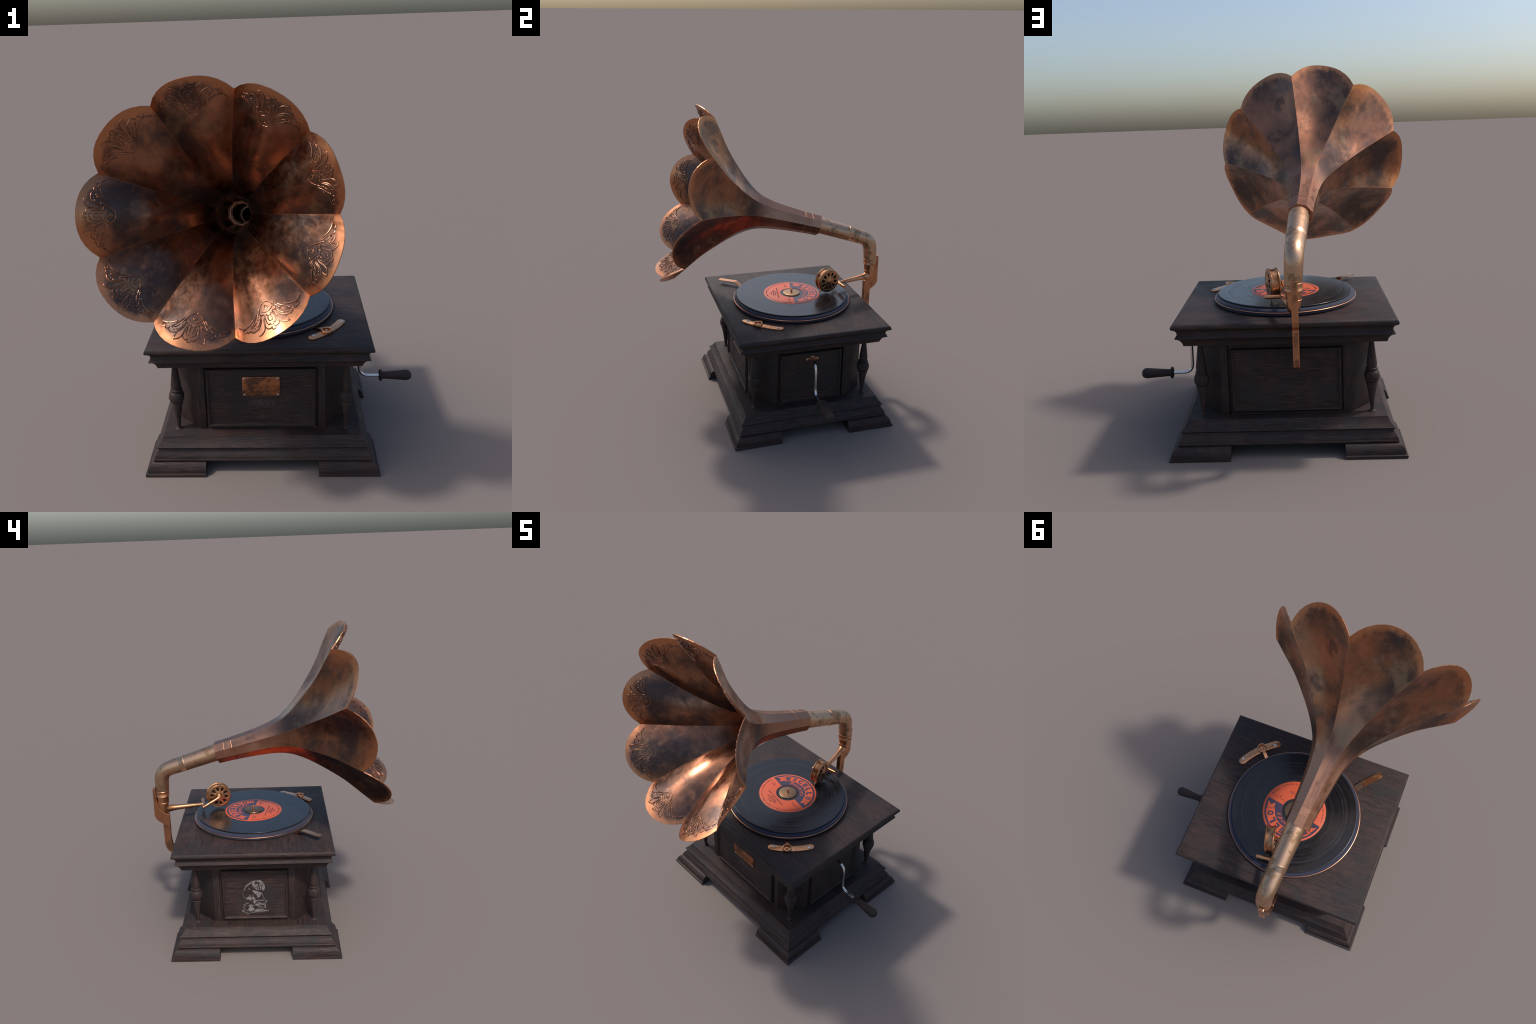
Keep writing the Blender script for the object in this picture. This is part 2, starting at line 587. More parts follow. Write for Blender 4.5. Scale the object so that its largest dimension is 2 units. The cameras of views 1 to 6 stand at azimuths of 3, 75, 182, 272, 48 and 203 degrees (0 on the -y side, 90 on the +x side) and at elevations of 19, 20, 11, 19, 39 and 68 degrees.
def thin(g, pts2, faces, place, h0, h1, mat=0):
    """Give a flat 2D patch thickness: place(x, y, h) -> 3D."""
    n = len(pts2)
    v = [place(x, y, h1) for x, y in pts2] + [place(x, y, h0) for x, y in pts2]
    edges = {}
    for f in faces:
        for a, b in zip(f, f[1:] + f[:1]):
            edges[(a, b)] = 1
    f = [list(q) for q in faces]
    for (a, b) in edges:
        if (b, a) not in edges:
            f.append([a, n + a, n + b, b])
    g.add(v, f, mat, smooth=False)


def ribbon2(pts, w):
    """2D stroke polygon strip of width w (number or list)."""
    p = [Vector((*q, 0)) for q in pts]
    ww = w if hasattr(w, "__len__") else [w] * len(p)
    L, R = [], []
    for k in range(len(p)):
        t = (p[min(k + 1, len(p) - 1)] - p[max(k - 1, 0)]).normalized()
        s = Vector((-t.y, t.x, 0)) * ww[k] / 2
        L.append((p[k] + s)[:2])
        R.append((p[k] - s)[:2])
    n = len(p)
    return L + R, [[k, n + k, n + k + 1, k + 1] for k in range(n - 1)]


def faded_paint(name, paint, under, cover):
    N = Nodes(name)
    v = N.coord()
    k = N.noise(v, 130, 4, .7)
    m = N.range(k, cover - .06, cover + .10)
    N.set(color=N.mix(m, paint, under), rough=.6, spec=.3)
    return N.mat


PAINT = faded_paint("worn_white_print", (.24, .225, .22), (.06, .043, .038), .50)
FAINT = faded_paint("faded_grey_print", (.085, .080, .082), (.040, .034, .034), .50)

# printed picture of a gramophone on the left panel (drawn in a 1000-unit field)
g = Geo()
EY0, EZ1, ES, EH = .198, .472, .17 / 780, .239 / 970
xw = CX - BX - PANEL_IN - SHIFT[(-1, 0)]


def on_left(x, y, h):
    return (xw - h, EY0 - (x - 200) * ES, EZ1 - (y - 240) * EH)


blobs = [
    [(270, 525), (330, 410), (430, 330), (500, 295), (495, 350), (410, 400), (340, 450), (290, 530)],
    [(505, 295), (560, 262), (640, 245), (600, 330), (660, 430), (700, 525), (640, 515), (540, 430), (520, 370)],
    [(645, 243), (740, 245), (815, 295), (760, 330), (720, 330), (650, 300)],
    [(765, 330), (822, 300), (870, 370), (885, 470), (850, 560), (800, 520), (790, 420)],
    [(615, 360), (680, 365), (700, 430), (722, 540), (690, 540), (650, 440)],
    [(725, 350), (752, 345), (775, 430), (780, 520), (745, 520)],
    [(510, 520), (620, 540), (720, 590), (800, 600), (770, 660), (720, 720), (660, 755), (640, 660), (560, 620)],
    [(320, 755), (400, 712), (470, 700), (560, 720), (600, 770), (560, 802), (450, 812), (340, 792)],
    [(400, 480), (450, 478), (472, 495), (440, 522)],
    [(530, 805), (600, 800), (620, 870), (560, 912), (530, 865)],
    [(375, 1080), (430, 1000), (540, 1020), (565, 1100), (500, 1140), (420, 1132)],
    [(390, 960), (470, 940), (540, 960), (520, 1005), (430, 995)],
]
for b in blobs:
    c = (sum(p[0] for p in b) / len(b), sum(p[1] for p in b) / len(b))
    n = len(b)
    fine = []
    for k in range(n):
        for t in (0, .33, .66):
            q = [b[k][j] * (1 - t) + b[(k + 1) % n][j] * t for j in (0, 1)]
            fine.append((q[0] + random.uniform(-5, 5), q[1] + random.uniform(-5, 5)))
    n = len(fine)
    thin(g, fine + [c], [[k, (k + 1) % n, n] for k in range(n)], on_left, -.0005, .0012)
strokes = [([(605, 832), (720, 822), (860, 826)], 18), ([(902, 815), (905, 870), (860, 920)], 28), ([(575, 950), (720, 938), (892, 930)], 52),
           ([(272, 940), (262, 1080)], 28), ([(872, 955), (870, 1050)], 34), ([(250, 935), (350, 962)], 16), ([(208, 1105), (350, 1192)], 30),
           ([(330, 1196), (415, 1196)], 30), ([(560, 1122), (840, 1100)], 36), ([(440, 1168), (700, 1150), (900, 1128)], 18), ([(840, 1105), (980, 1136)], 24),
           ([(660, 990), (840, 1100)], 18), ([(720, 980), (830, 1042)], 14), ([(600, 1062), (700, 1058)], 10), ([(590, 1088), (760, 1080)], 12),
           ([(250, 600), (255, 680), (300, 745)], 12), ([(430, 680), (550, 665)], 14), ([(800, 640), (830, 740)], 10), ([(640, 885), (745, 885)], 16),
           ([(320, 890), (400, 915)], 22), ([(280, 1085), (380, 1110)], 14), ([(350, 1180), (385, 1120)], 12), ([(830, 770), (880, 770)], 16)]
for s, w in strokes:
    pts = [p[:2] for p in smooth_line([(x, y, 0) for x, y in s], 5)]
    v2, f2 = ribbon2(pts, [w * random.uniform(.8, 1.2) for _ in pts])
    thin(g, v2, f2, on_left, -.0006, .0010)
obj("printed_emblem", fix_normals(g.mesh("printed_emblem", (PAINT,))), panels[3])

# faint script word on the front panel
yf = CY - BY - PANEL_IN


def on_front(x, y, h):
    return (x, yf - h, y)


g = Geo()
xx = -.083
for k, (vs, fs, adv) in enumerate(glyphs("Music", .042, .42, .0)):
    s = 1.0 if k else 1.12
    thin(g, [(xx + x * s, .3285 + y * s) for x, y in vs], fs, on_front, -.0005, .0010)
    xx += adv * .88 + .0035
swirl = [(-.062 + .0 * t, 0) for t in range(0)]
sw = [(-.0985 + (.0145 - .004 * t) * cos(6.1 * t + .6), .3385 + (.0105 - .003 * t) * sin(6.1 * t + .6)) for t in np.linspace(0, 1.25, 26)]
for pts, w in ((sw, .0020), ([(-.113, .3250), (-.04, .3247), (.029, .3252)], .0019), ([(-.07, .3145), (-.045, .3160), (-.032, .3155)], .0016), ([(-.030, .3155), (-.010, .3158)], .0034)):
    v2, f2 = ribbon2(pts, w)
    thin(g, v2, f2, on_front, -.0005, .0010)
obj("script_lettering", fix_normals(g.mesh("script_lettering", (FAINT,))), panels[0])

# copper nameplate with four screws, incised border and scroll
g = Geo()
box(g, (-.1375, yf - .0050, .3835), (.0550, yf + .001, .4925))
plate = obj("nameplate", fix_normals(g.mesh("nameplate", (COPPER_PLATE,))), panels[0])
bevel(plate, .0016, 2)
g = Geo()
ypl = yf - .0050
bx0, bx1, bz0, bz1 = -.1225, .0400, .3955, .4805
for q in range(2):
    e = .004 * q
    ring = [(bx0 + e, bz0 + e), (bx1 - e, bz0 + e), (bx1 - e, bz1 - e), (bx0 + e, bz1 - e), (bx0 + e, bz0 + e)]
    for a, b in zip(ring, ring[1:]):
        sweep(g, [Vector((a[0], ypl, a[1])), Vector((b[0], ypl, b[1]))], .0007, 6)
for s in (-1, 1):
    cxp, czp = -.0412, .438
    for k in range(3):
        pts = [(cxp + s * (.008 + .034 * t) + .006 * sin(5 * t + k), ypl, czp + .012 * (k - 1) + .010 * sin(7 * t + 2 * k) * (1 - t)) for t in np.linspace(0, 1, 14)]
        sweep(g, [Vector(p) for p in pts], .0008, 6)
obj("plate_engraving", g.mesh("plate_engraving", (COPPER_PLATE,)), plate)
g = Geo()
lathe(g, [(0.0001, .0024), (.0026, .0021), (.0044, .0010), (.0046, 0)], n=16, axis=(0, -1, 0))
sm = g.mesh("screw", (SCREW,))
for x in (-.1270, .0440):
    for z in (.3920, .4840):
        obj("screw", sm, plate, (x, ypl, z))

# ------------------------------------------------------------------- crank
xr = CX + BX + PANEL_IN + SHIFT[(1, 0)]
crank = obj("crank", None)
g = Geo()
path = fillet([(xr - .004, .117, .4915), (.478, .117, .4915), (.5005, .116, .455), (.5005, .115, .282), (.625, .115, .282)], [.03, .03, .055], 8)
path = resample(path, .02)
sweep(g, path, .0088, 14)
obj("crank_rod", g.mesh("crank_rod", (STEEL,), 50), crank)
g = Geo()
hp = [(.0060, .6120), (.026, .6128), (.0325, .6165), (.0335, .6210), (.0325, .6255), (.026, .6292), (.0205, .6300), (.0205, .640), (.0225, .670), (.0262, .720), (.0292, .755), (.0298, .766), (.0280, .777), (.0230, .786), (.0150, .7920), (.0060, .7942), (.0001, .7945)]
lathe(g, [(r, x) for r, x in hp], (0, .115, .282), 28, 0, (1, 0, 0))
obj("crank_handle", g.mesh("crank_handle", (wood("walnut_handle", "x", .95),), 45), crank)
g = Geo()
outline = [(.163, .0), (.161, .0085), (.153, .0115), (.143, .0095), (.137, .0105), (.131, .0190), (.120, .0225), (.109, .0190), (.103, .0105), (.097, .0095), (.087, .0115), (.079, .0085), (.077, 0.)]
pl = [(y, .4905 + z) for y, z in outline] + [(y, .4905 - z) for y, z in outline[::-1][1:-1]]
prism(g, pl, xr - .001, xr + .0060, 0)
esc = obj("crank_escutcheon", fix_normals(g.mesh("crank_escutcheon", (COPPER,))), crank)
bevel(esc, .0014, 2)
g = Geo()
lathe(g, [(.0165, 0), (.0160, .006), (.0125, .010), (.0092, .011)], (xr + .004, .119, .4905), 20, 0, (1, 0, 0))
obj("crank_bush", g.mesh("crank_bush", (COPPER,)), crank)
g = Geo()
lathe(g, [(0.0001, .0022), (.0024, .0020), (.0038, .0009), (.0040, 0)], n=14, axis=(1, 0, 0))
sm2 = g.mesh("screw_small", (SCREW,))
for y in (.089, .151):
    obj("screw", sm2, esc, (xr + .0060, y, .4905))

# --------------------------------------------------- turntable, record, label
SX, SY = -.0420, .1180
tt = obj("turntable", None, loc=(SX, SY, 0))
g = Geo()
lathe(g, [(.02, .7075), (.372, .7075), (.3830, .7105), (.3870, .7150), (.3885, .7210), (.3885, .7245)], n=128)
lathe(g, [(.3885, .7290), (.3880, .7320), (.3850, .7380), (.3800, .7415), (.3720, .7432), (.05, .7432)], n=128)
obj("platter", g.mesh("platter", (FELT,), 60), tt)
g = Geo()
lathe(g, [(.3870, .7240), (.3902, .7244), (.3914, .7255), (.3918, .7268), (.3914, .7281), (.3902, .7292), (.3870, .7296)], n=128)
obj("platter_rim", g.mesh("platter_rim", (COPPER,), 60), tt)
g = Geo()
RZ = .7537
rec = [(.05, .7475), (.3660, .7475), (.3692, .7495), (.3700, .7513), (.3694, .7529), (.3675, .7538), (.3640, .7537)]
rec += [(.3630, RZ), (.3000, RZ), (.2000, RZ), (.03, RZ)]
lathe(g, rec, n=160)
record = obj("record", g.mesh("record", (VINYL,), 60), tt)
# label: paper disc, navy half with ribbon, lettering
LZ = RZ
g = Geo()
lathe(g, [(.1868, LZ - .0005), (.1866, LZ + .0008), (.1855, LZ + .0012), (.0760, LZ + .0012), (.0755, LZ - .0005)], n=128)
label = obj("label", g.mesh("label", (ORANGE,), 60), record)
AZ = 79.5                                        # azimuth of the label's top


def on_label(x, y, h):
    return (x, y, LZ + .0012 + h)


def polar(r, a):
    a = rad(a)
    return (r * cos(a), r * sin(a))


def sector(g, r0, r1, a0, a1, h0, h1, n=64, mat=0, warp=None):
    pts, fs = [], []
    for k in range(n + 1):
        a = a0 + (a1 - a0) * k / n
        pts += [polar(r0, a), polar(r1, a)]
    for k in range(n):
        fs.append([2 * k, 2 * k + 1, 2 * k + 3, 2 * k + 2])
    thin(g, pts, fs, on_label, h0, h1, mat)


g = Geo()
sector(g, .0765, .1765, AZ - 88.5, AZ + 88.5, -.0005, .0004)
obj("label_half", g.mesh("label_half", (NAVY,)), label)
g = Geo()
sector(g, .1150, .1645, AZ - 66, AZ + 66, .0001, .0009)
for s in (-1, 1):
    A = lambda d: AZ + s * d
    thin(g, [polar(.1635, A(67.0)), polar(.1210, A(67.0)), polar(.1225, A(83)), polar(.1445, A(75.5)), polar(.1668, A(82.8))],
         [[0, 1, 2, 3], [0, 3, 4]] if s < 0 else [[3, 2, 1, 0], [4, 3, 0]], on_label, .0001, .0009)
    sector(g, .1660, .1675, *sorted((A(66), A(50))), .0001, .0009, 10)
obj("label_ribbon", fix_normals(g.mesh("label_ribbon", (ORANGE,))), label)


def arc_word(g, txt, r0, height, a_mid, step, width, h, inward=False, weight=0., shear=0., mat=0):
    """Letters stretched to boxes and bent along an arc, reading clockwise from outside."""
    n = len(txt)
    for k, (vs, fs, adv) in enumerate(glyphs(txt, 1., shear, weight)):
        if not vs:
            continue
        y0, y1 = min(v[1] for v in vs), max(v[1] for v in vs)
        am = a_mid + (-(k - (n - 1) / 2) * step if not inward else (k - (n - 1) / 2) * step)
        pts = []
        for x, y in vs:
            u = (x / max(adv, 1e-6) - .5) * width * (1 if adv > .2 else .35)
            t = (y - y0) / max(y1 - y0, 1e-6)
            r = r0 + height * (t if not inward else 1 - t)
            da = math.degrees(u / (r0 + height * .5))
            pts.append(polar(r, am - da if not inward else am + da))
        thin(g, pts, fs, on_label, h - .0005, h, mat)


g = Geo()
arc_word(g, "EXCELLO", .1215, .0375, AZ + .8, 18.1, .0300, .0014, weight=.065)
obj("label_title", fix_normals(g.mesh("label_title", (NAVY,))), label)
g = Geo()
# running script line under the ribbon
a = AZ + 50
for k, (vs, fs, adv) in enumerate(glyphs("Records", 1., .45, .012)):
    hgt = .0385 if k == 0 else .0360
    pts = []
    for x, y in vs:
        r = .0838 + y * hgt
        pts.append(polar(r, a - math.degrees(x * hgt * 1.12 / .095)))
    thin(g, pts, fs, on_label, .0001, .0011)
    a -= math.degrees((adv * 1.12 + .065) * hgt / .095)
obj("label_script", fix_normals(g.mesh("label_script", (ORANGE,))), label)
g = Geo()
up = Vector((*polar(1, AZ), 0))
rt = Vector((up.y, -up.x, 0))


def straight(g, txt, down, across, size, h=.0007, cond=1.):
    gl = glyphs(txt, size, .12, .02 * size)
    total = sum(q[2] * cond + .13 * size for q in gl)
    x0 = across - total / 2
    for vs, fs, adv in gl:
        if vs:
            pts = [tuple((rt * (x0 + x * cond) + up * (-down + y))[:2]) for x, y in vs]
            thin(g, pts, fs, on_label, h - .0008, h)
        x0 += adv * cond + .13 * size


straight(g, "COOL, CALM, COLLECTED", .098, 0, .0125, cond=.92)
straight(g, "(Guitar Gable)", .112, 0, .0085)
straight(g, "GUITAR GABLE", .126, 0, .0115)
straight(g, "45-2108", .141, 0, .0105)
for q, t in enumerate(("Excellorec Music", "BMI")):
    straight(g, t, .026 + .012 * q, .1170, .0068)
for q, t in enumerate(("Vocal", "Time 2:15")):
    straight(g, t, .026 + .012 * q, -.1200, .0075)
ring = "NASHBORO RECORD CO. LTD. 177-3RD AVENUE, N. NASHVILLE, TENNESSEE"
arc_word(g, ring, .1655, .0078, AZ + 180, 2.62, .0056, .0007, inward=True)
obj("label_print", fix_normals(g.mesh("label_print", (INK,))), label)
# centre plate and spindle
g = Geo()
lathe(g, [(.0575, RZ - .0010), (.0575, RZ + .0040), (.0562, RZ + .0056), (.0540, RZ + .0062), (.0001, RZ + .0064)], n=64)
obj("centre_plate", g.mesh("centre_plate", (GOLD,), 50), tt)
g = Geo()
lathe(g, [(.0062, RZ), (.0062, RZ + .0285), (.0052, RZ + .0320), (.0030, RZ + .0342), (.0001, RZ + .0350)], n=20)
obj("spindle", g.mesh("spindle", (COPPER,), 50), tt)

# ----------------------------------------------- speed control and brake lever
ctl = obj("speed_control", None)
SC = Vector((SX, SY, 0))


def band_arc(g, r0, r1, a0, a1, z0, z1, n=24):
    """Curved bar with rounded ends, flat."""
    rm, hw = (r0 + r1) / 2, (r1 - r0) / 2
    pts = [polar(r1, a0 + (a1 - a0) * k / n) for k in range(n + 1)]
    e = polar(rm, a1)
    t = a1
    pts += [(e[0] + hw * cos(rad(t + q)), e[1] + hw * sin(rad(t + q))) for q in range(20, 180, 20)]
    pts += [polar(r0, a1 + (a0 - a1) * k / n) for k in range(n + 1)]
    e = polar(rm, a0)
    pts += [(e[0] + hw * cos(rad(a0 + q)), e[1] + hw * sin(rad(a0 + q))) for q in range(200, 360, 20)]
    prism(g, [(SX + p[0], SY + p[1]) for p in pts], z0, z1)


g = Geo()
band_arc(g, .4420, .4870, -55.3, -25.6, TOP - .002, TOP + .0085)
o = obj("control_plate", fix_normals(g.mesh("control_plate", (COPPER_GOLD,))), ctl)
bevel(o, .003, 3)
g = Geo()
lathe(g, [(0.0001, .0052), (.0062, .0050), (.0080, .0036), (.0082, 0)], n=20)
cs = g.mesh("screw_large", (SCREW,))
for p in ((.230, -.252), (.379, -.097)):
    obj("screw", cs, o, (p[0], p[1], TOP + .0085))
rc = Vector((.2965, -.2030, 0))
g = Geo()
lathe(g, [(.0215, TOP + .008), (.0215, TOP + .0195), (.0225, TOP + .0210), (.0285, TOP + .0210), (.0298, TOP + .0195), (.0298, TOP + .008)], rc, 36)
obj("control_ring", g.mesh("control_ring", (COPPER_GOLD,), 50), ctl)
g = Geo()
lathe(g, [(.0095, TOP + .008), (.0090, TOP + .016), (.0040, TOP + .019), (.0001, TOP + .0195)], rc, 20)
obj("control_knob", g.mesh("control_knob", (COPPER_GOLD,), 50), ctl)
g = Geo()
din = (SC - rc).normalized()
dn = Vector((-din.y, din.x, 0))
rows = []
for d, z in ((.026, TOP + .0165), (.040, TOP + .0155), (.055, TOP + .0120), (.075, TOP + .0045), (.11, TOP + .0030)):
    c = rc + din * d
    rows.append([c + dn * s + Vector((0, 0, zz)) for s, zz in ((-.0105, z - .004), (.0105, z - .004), (.0105, z), (-.0105, z))])
g.grid(rows, close_u=True)
g.add(rows[0], [[0, 1, 2, 3]])
g.add(rows[-1], [[3, 2, 1, 0]])
o = obj("control_arm", fix_normals(g.mesh("control_arm", (COPPER_GOLD,))), ctl)
bevel(o, .001, 2, flat=True)
# brake lever: bent flat strip rising from under the platter
g = Geo()
spine = [(-.300, -.132, TOP + .0045), (-.326, -.160, TOP + .0060), (-.3340, -.1690, TOP + .0100), (-.3580, -.1920, TOP + .0355), (-.3650, -.2000, TOP + .0375), (-.4450, -.2960, TOP + .0335)]
dirv = Vector((-.64, -.77, 0)).normalized()
nv = Vector((-dirv.y, dirv.x, 0))
rows = [[Vector(p) + nv * s + Vector((0, 0, h)) for s, h in ((-.0185, -.0045), (.0185, -.0045), (.0185, 0), (-.0185, 0))] for p in spine]
g.grid(rows, close_u=True)
g.add(rows[0], [[0, 1, 2, 3]])
g.add(rows[-1], [[3, 2, 1, 0]])
o = obj("brake_lever", fix_normals(g.mesh("brake_lever", (COPPER_GOLD,), 20)))

# ------------------------------------------------- horn frame and horn surface
HN = Vector((-.0790, -.9600, .2690)).normalized()      # mouth normal, pointing out
LEAN = Vector((-.0088, .0, -.0030))                     # the neck leans a little off that normal
HC = Vector((-.2113, -.5056, 1.4206))                  # centre of the ring of notches
E1 = HN.cross(Vector((0, 0, 1))).normalized()
E2 = E1.cross(HN)
TH0 = 99.6                                              # angle of the first seam
PET = 9
R_SEAM = pchip([-.87, -.75, -.65, -.55, -.47, -.42, -.36, -.30, -.22, -.135, -.05, 0, .13],
               [.0700, .0752, .0822, .0930, .1085, .1260, .1610, .2065, .2800, .3680, .4780, .5430, .7140])
MID = pchip([-.87, -.70, -.50, -.40, -.30, -.20, -.10, 0, .06, .13],
            [.9397, .9397, .9397, .950, .912, .861, .823, .816, .826, .8345])
T_BACK, T_TIP = -.752, .1115


def rim_t(u):
    return T_TIP * (1 - abs(u) ** 2.1)


def horn_r(u, t):
    m = MID(t)
    flat = cos(rad(20)) / cos(rad(20 * u))              # straight chord between seams
    w = min(1, max(0, (-.42 - t) / .10))
    bow = m + (1 - m) * u * u
    return R_SEAM(t) * (flat * w + bow * (1 - w))


def petal_point(u, t, inset=0.):
    """Point in the petal's own frame: x radial at the middle, y across, z along the axis."""
    e = 1e-3
    uu = max(-1, min(1, u))
    a = rad(20 * u)
    r = horn_r(uu, t)
    p = Vector((r * cos(a), r * sin(a), t))
    if inset:
        # inward normal; on the seams it stays in the seam plane so neighbours meet
        dr = (horn_r(uu, t + e) - horn_r(uu, t - e)) / (2 * e)
        pu = (Vector((horn_r(max(-1, uu - e), t) * cos(a - rad(20 * e)), horn_r(max(-1, uu - e), t) * sin(a - rad(20 * e)), 0)) -
              Vector((horn_r(min(1, uu + e), t) * cos(a + rad(20 * e)), horn_r(min(1, uu + e), t) * sin(a + rad(20 * e)), 0)))
        pt = Vector((dr * cos(a), dr * sin(a), 1))
        nn = pu.cross(pt).normalized()
        if nn.dot(Vector((cos(a), sin(a), -.6))) > 0:
            nn = -nn
        ms = Vector((-cos(a), -sin(a), dr)).normalized()
        k = min(1, max(0, (abs(u) - .8) / .2))
        p += (nn * (1 - k) + ms * k).normalized() * inset
    return p


NU, NS = 12, 56
TH = .0045
outer, inner = [], []
for i in range(NS + 1):
    s = i / NS
    ro, ri = [], []
    for j in range(NU + 1):
        u = -1 + 2 * j / NU
        tr = rim_t(u)
        t = T_BACK + (tr - T_BACK) * (s ** .9)
        ro.append(petal_point(u, t))
        ri.append(petal_point(u, t, TH))
    outer.append(ro)
    inner.append(ri)


def horn_material():
    """Aged copper sheet: brown-black patina clouds, bare copper along rim and seams."""
    N = Nodes("aged_horn_copper")
    co = N.coord()
    rnd = N.n("ShaderNodeObjectInfo").outputs["Random"]
    off = N.n("ShaderNodeCombineXYZ")
    N.link(N.math("MULTIPLY", rnd, 37.), off.inputs[0])
    N.link(N.math("MULTIPLY", rnd, 91.), off.inputs[1])
    N.link(N.math("MULTIPLY", rnd, 53.), off.inputs[2])
    v = N.mapping(co, loc=off.outputs[0])
    sep = N.n("ShaderNodeSeparateXYZ")
    N.link(co, sep.inputs[0])
    u = N.math("ABSOLUTE", N.math("MULTIPLY", N.math("ARCTAN2", sep.outputs[1], sep.outputs[0]), 1 / rad(20)))
    rim = N.math("SUBTRACT", N.math("MULTIPLY", N.math("SUBTRACT", 1., N.math("POWER", u, 2.1)), T_TIP), sep.outputs[2])
    n1 = N.noise(N.mapping(v, scale=(1, 1, .75)), 3.7, 7, .58, .35)
    n2 = N.noise(v, 3.0, 5, .58, .3)
    n3 = N.noise(v, 28, 6, .65, .3)
    streak = N.noise(N.mapping(v, scale=(1, 1, .16)), 30, 5, .6)
    k = N.math("ADD", N.math("MULTIPLY", n1, .86), N.math("MULTIPLY", n3, .14))
    col = N.ramp(k, [(.36, (.44, .19, .108)), (.46, (.31, .145, .088)), (.53, (.17, .090, .062)), (.60, (.080, .052, .046))])
    # cooler grey and olive zones
    col = N.mix(N.range(n2, .54, .66, 0, .62), col, (.125, .098, .092))
    col = N.mix(N.range(N.noise(v, 4.1, 4, .6), .56, .68, 0, .55), col, (.34, .215, .12))
    col = N.mix(N.range(streak, .56, .75, 0, .35), col, (.46, .22, .13))
    wob = N.math("ADD", N.math("MULTIPLY", N.math("SUBTRACT", n3, .5), .05), N.math("MULTIPLY", N.math("SUBTRACT", n1, .5), .06))
    w1 = N.range(N.math("ADD", rim, wob), .008, .034, 1., 0.)
    w2 = N.math("MULTIPLY", N.range(N.math("ADD", u, wob), .95, 1.0), .3)
    w = N.math("MAXIMUM", w1, w2)
    col = N.mix(N.range(sep.outputs[2], -.56, -.36, .8, 0.), col, (.44, .225, .145))
    blk = N.range(N.noise(N.mapping(v, loc=(3, 7, 1)), 6.5, 8, .66, .5), .575, .66, 0, .60)
    col = N.mix(N.math("MULTIPLY", blk, N.math("SUBTRACT", 1., w)), col, (.070, .047, .042))
    col = N.mix(N.math("MULTIPLY", w, .85), col, (.57, .24, .115))
    rough = N.math("MULTIPLY", N.range(k, .40, .60, .24, .40), N.range(streak, .38, .62, .78, 1.15))
    N.set(color=col, metal=N.range(k, .45, .62, 1., .88), rough=rough)
    N.bump(N.math("ADD", N.math("MULTIPLY", n3, .6), N.math("MULTIPLY", n1, .4)), .10, .004)
    return N.mat


HORN = horn_material()
g = Geo()
g.grid(outer)
g.grid(inner, flip=True)
g.grid([outer[-1], inner[-1]], smooth=False)          # rim edge
g.grid([inner[0], outer[0]], smooth=False)
petal_me = fix_normals(g.mesh("petal", (HORN,), 45))

# embossed ornament, drawn in petal coordinates and laid on the inner face
OX, OY = .000228, .000168


def orn(pts):
    """(px, py) on the drawing -> (across, radial) metres; mirrored about py=780."""
    return [((780 - y) * OX, .4375 + (860 - x) * OY) for x, y in pts]


half = [
    ([(860, 780), (846, 725), (800, 675), (735, 634), (655, 588), (598, 555), (548, 538)], 1.15),
    ([(718, 582), (655, 545), (605, 510), (540, 450), (490, 405), (452, 376), (440, 395), (450, 410)], 1.0),
    ([(618, 466), (590, 440), (555, 390), (525, 325), (508, 245), (516, 180), (548, 138), (590, 110)], 1.25),
    ([(626, 780), (640, 735), (672, 685), (705, 662), (742, 656)], .9),
    ([(690, 632), (640, 622), (606, 640), (598, 668), (606, 690)], 1.0),
    ([(606, 690), (575, 702), (562, 722), (590, 745)], 1.0),
    ([(590, 745), (555, 742), (534, 760), (536, 780)], 1.0),
    ([(535, 757), (500, 745), (450, 742), (415, 752), (400, 780)], .95),
    ([(535, 700), (470, 690), (400, 690), (352, 704), (332, 726), (344, 744), (354, 734)], .95),
    ([(500, 668), (400, 648), (320, 640), (268, 662), (244, 705), (250, 745), (275, 755)], 1.0),
    ([(276, 756), (238, 745), (205, 752), (192, 768), (204, 780)], 1.0),
    ([(575, 690), (480, 655), (400, 638), (320, 626), (262, 595), (222, 545), (200, 495), (206, 452)], 1.1),
    ([(204, 490), (268, 488), (345, 512)], 1.0),
    ([(598, 640), (500, 606), (425, 565), (370, 512), (338, 445), (334, 385), (356, 348), (388, 334)], 1.1),
    ([(610, 625), (545, 600), (475, 562), (425, 522), (412, 498), (430, 486), (436, 498)], .95),
    ([(560, 530), (505, 492), (470, 452), (468, 422), (492, 412), (530, 438), (575, 480)], .9),
    ([(546, 540), (552, 572)], .9),
    ([(440, 342), (400, 325), (384, 285), (396, 254), (424, 256)], 1.05),
    ([(440, 268), (414, 236), (412, 200), (440, 178), (474, 186), (482, 215), (466, 245), (474, 262)], .95),
]
g = Geo()


def lay(pts2, wid, closed=False):
    line = [p[:2] for p in smooth_line([(x, y, 0) for x, y in pts2], 5)]
    out = []
    for X, Y in line:
        r, u = math.hypot(X, Y), math.degrees(math.atan2(X, Y)) / 20
        u = max(-.93, min(.93, u))
        lo, hi = -.4, .113
        for _ in range(26):
            m = (lo + hi) / 2
            if horn_r(u, m) > r:
                hi = m
            else:
                lo = m
        out.append(petal_point(u, lo, TH + .0004))
    n = len(out)
    rr = [.0025 * wid * (min(1, .45 + min(k, n - 1 - k) * .22) if not closed else 1) for k in range(n)]
    sweep(g, out, rr, 6)


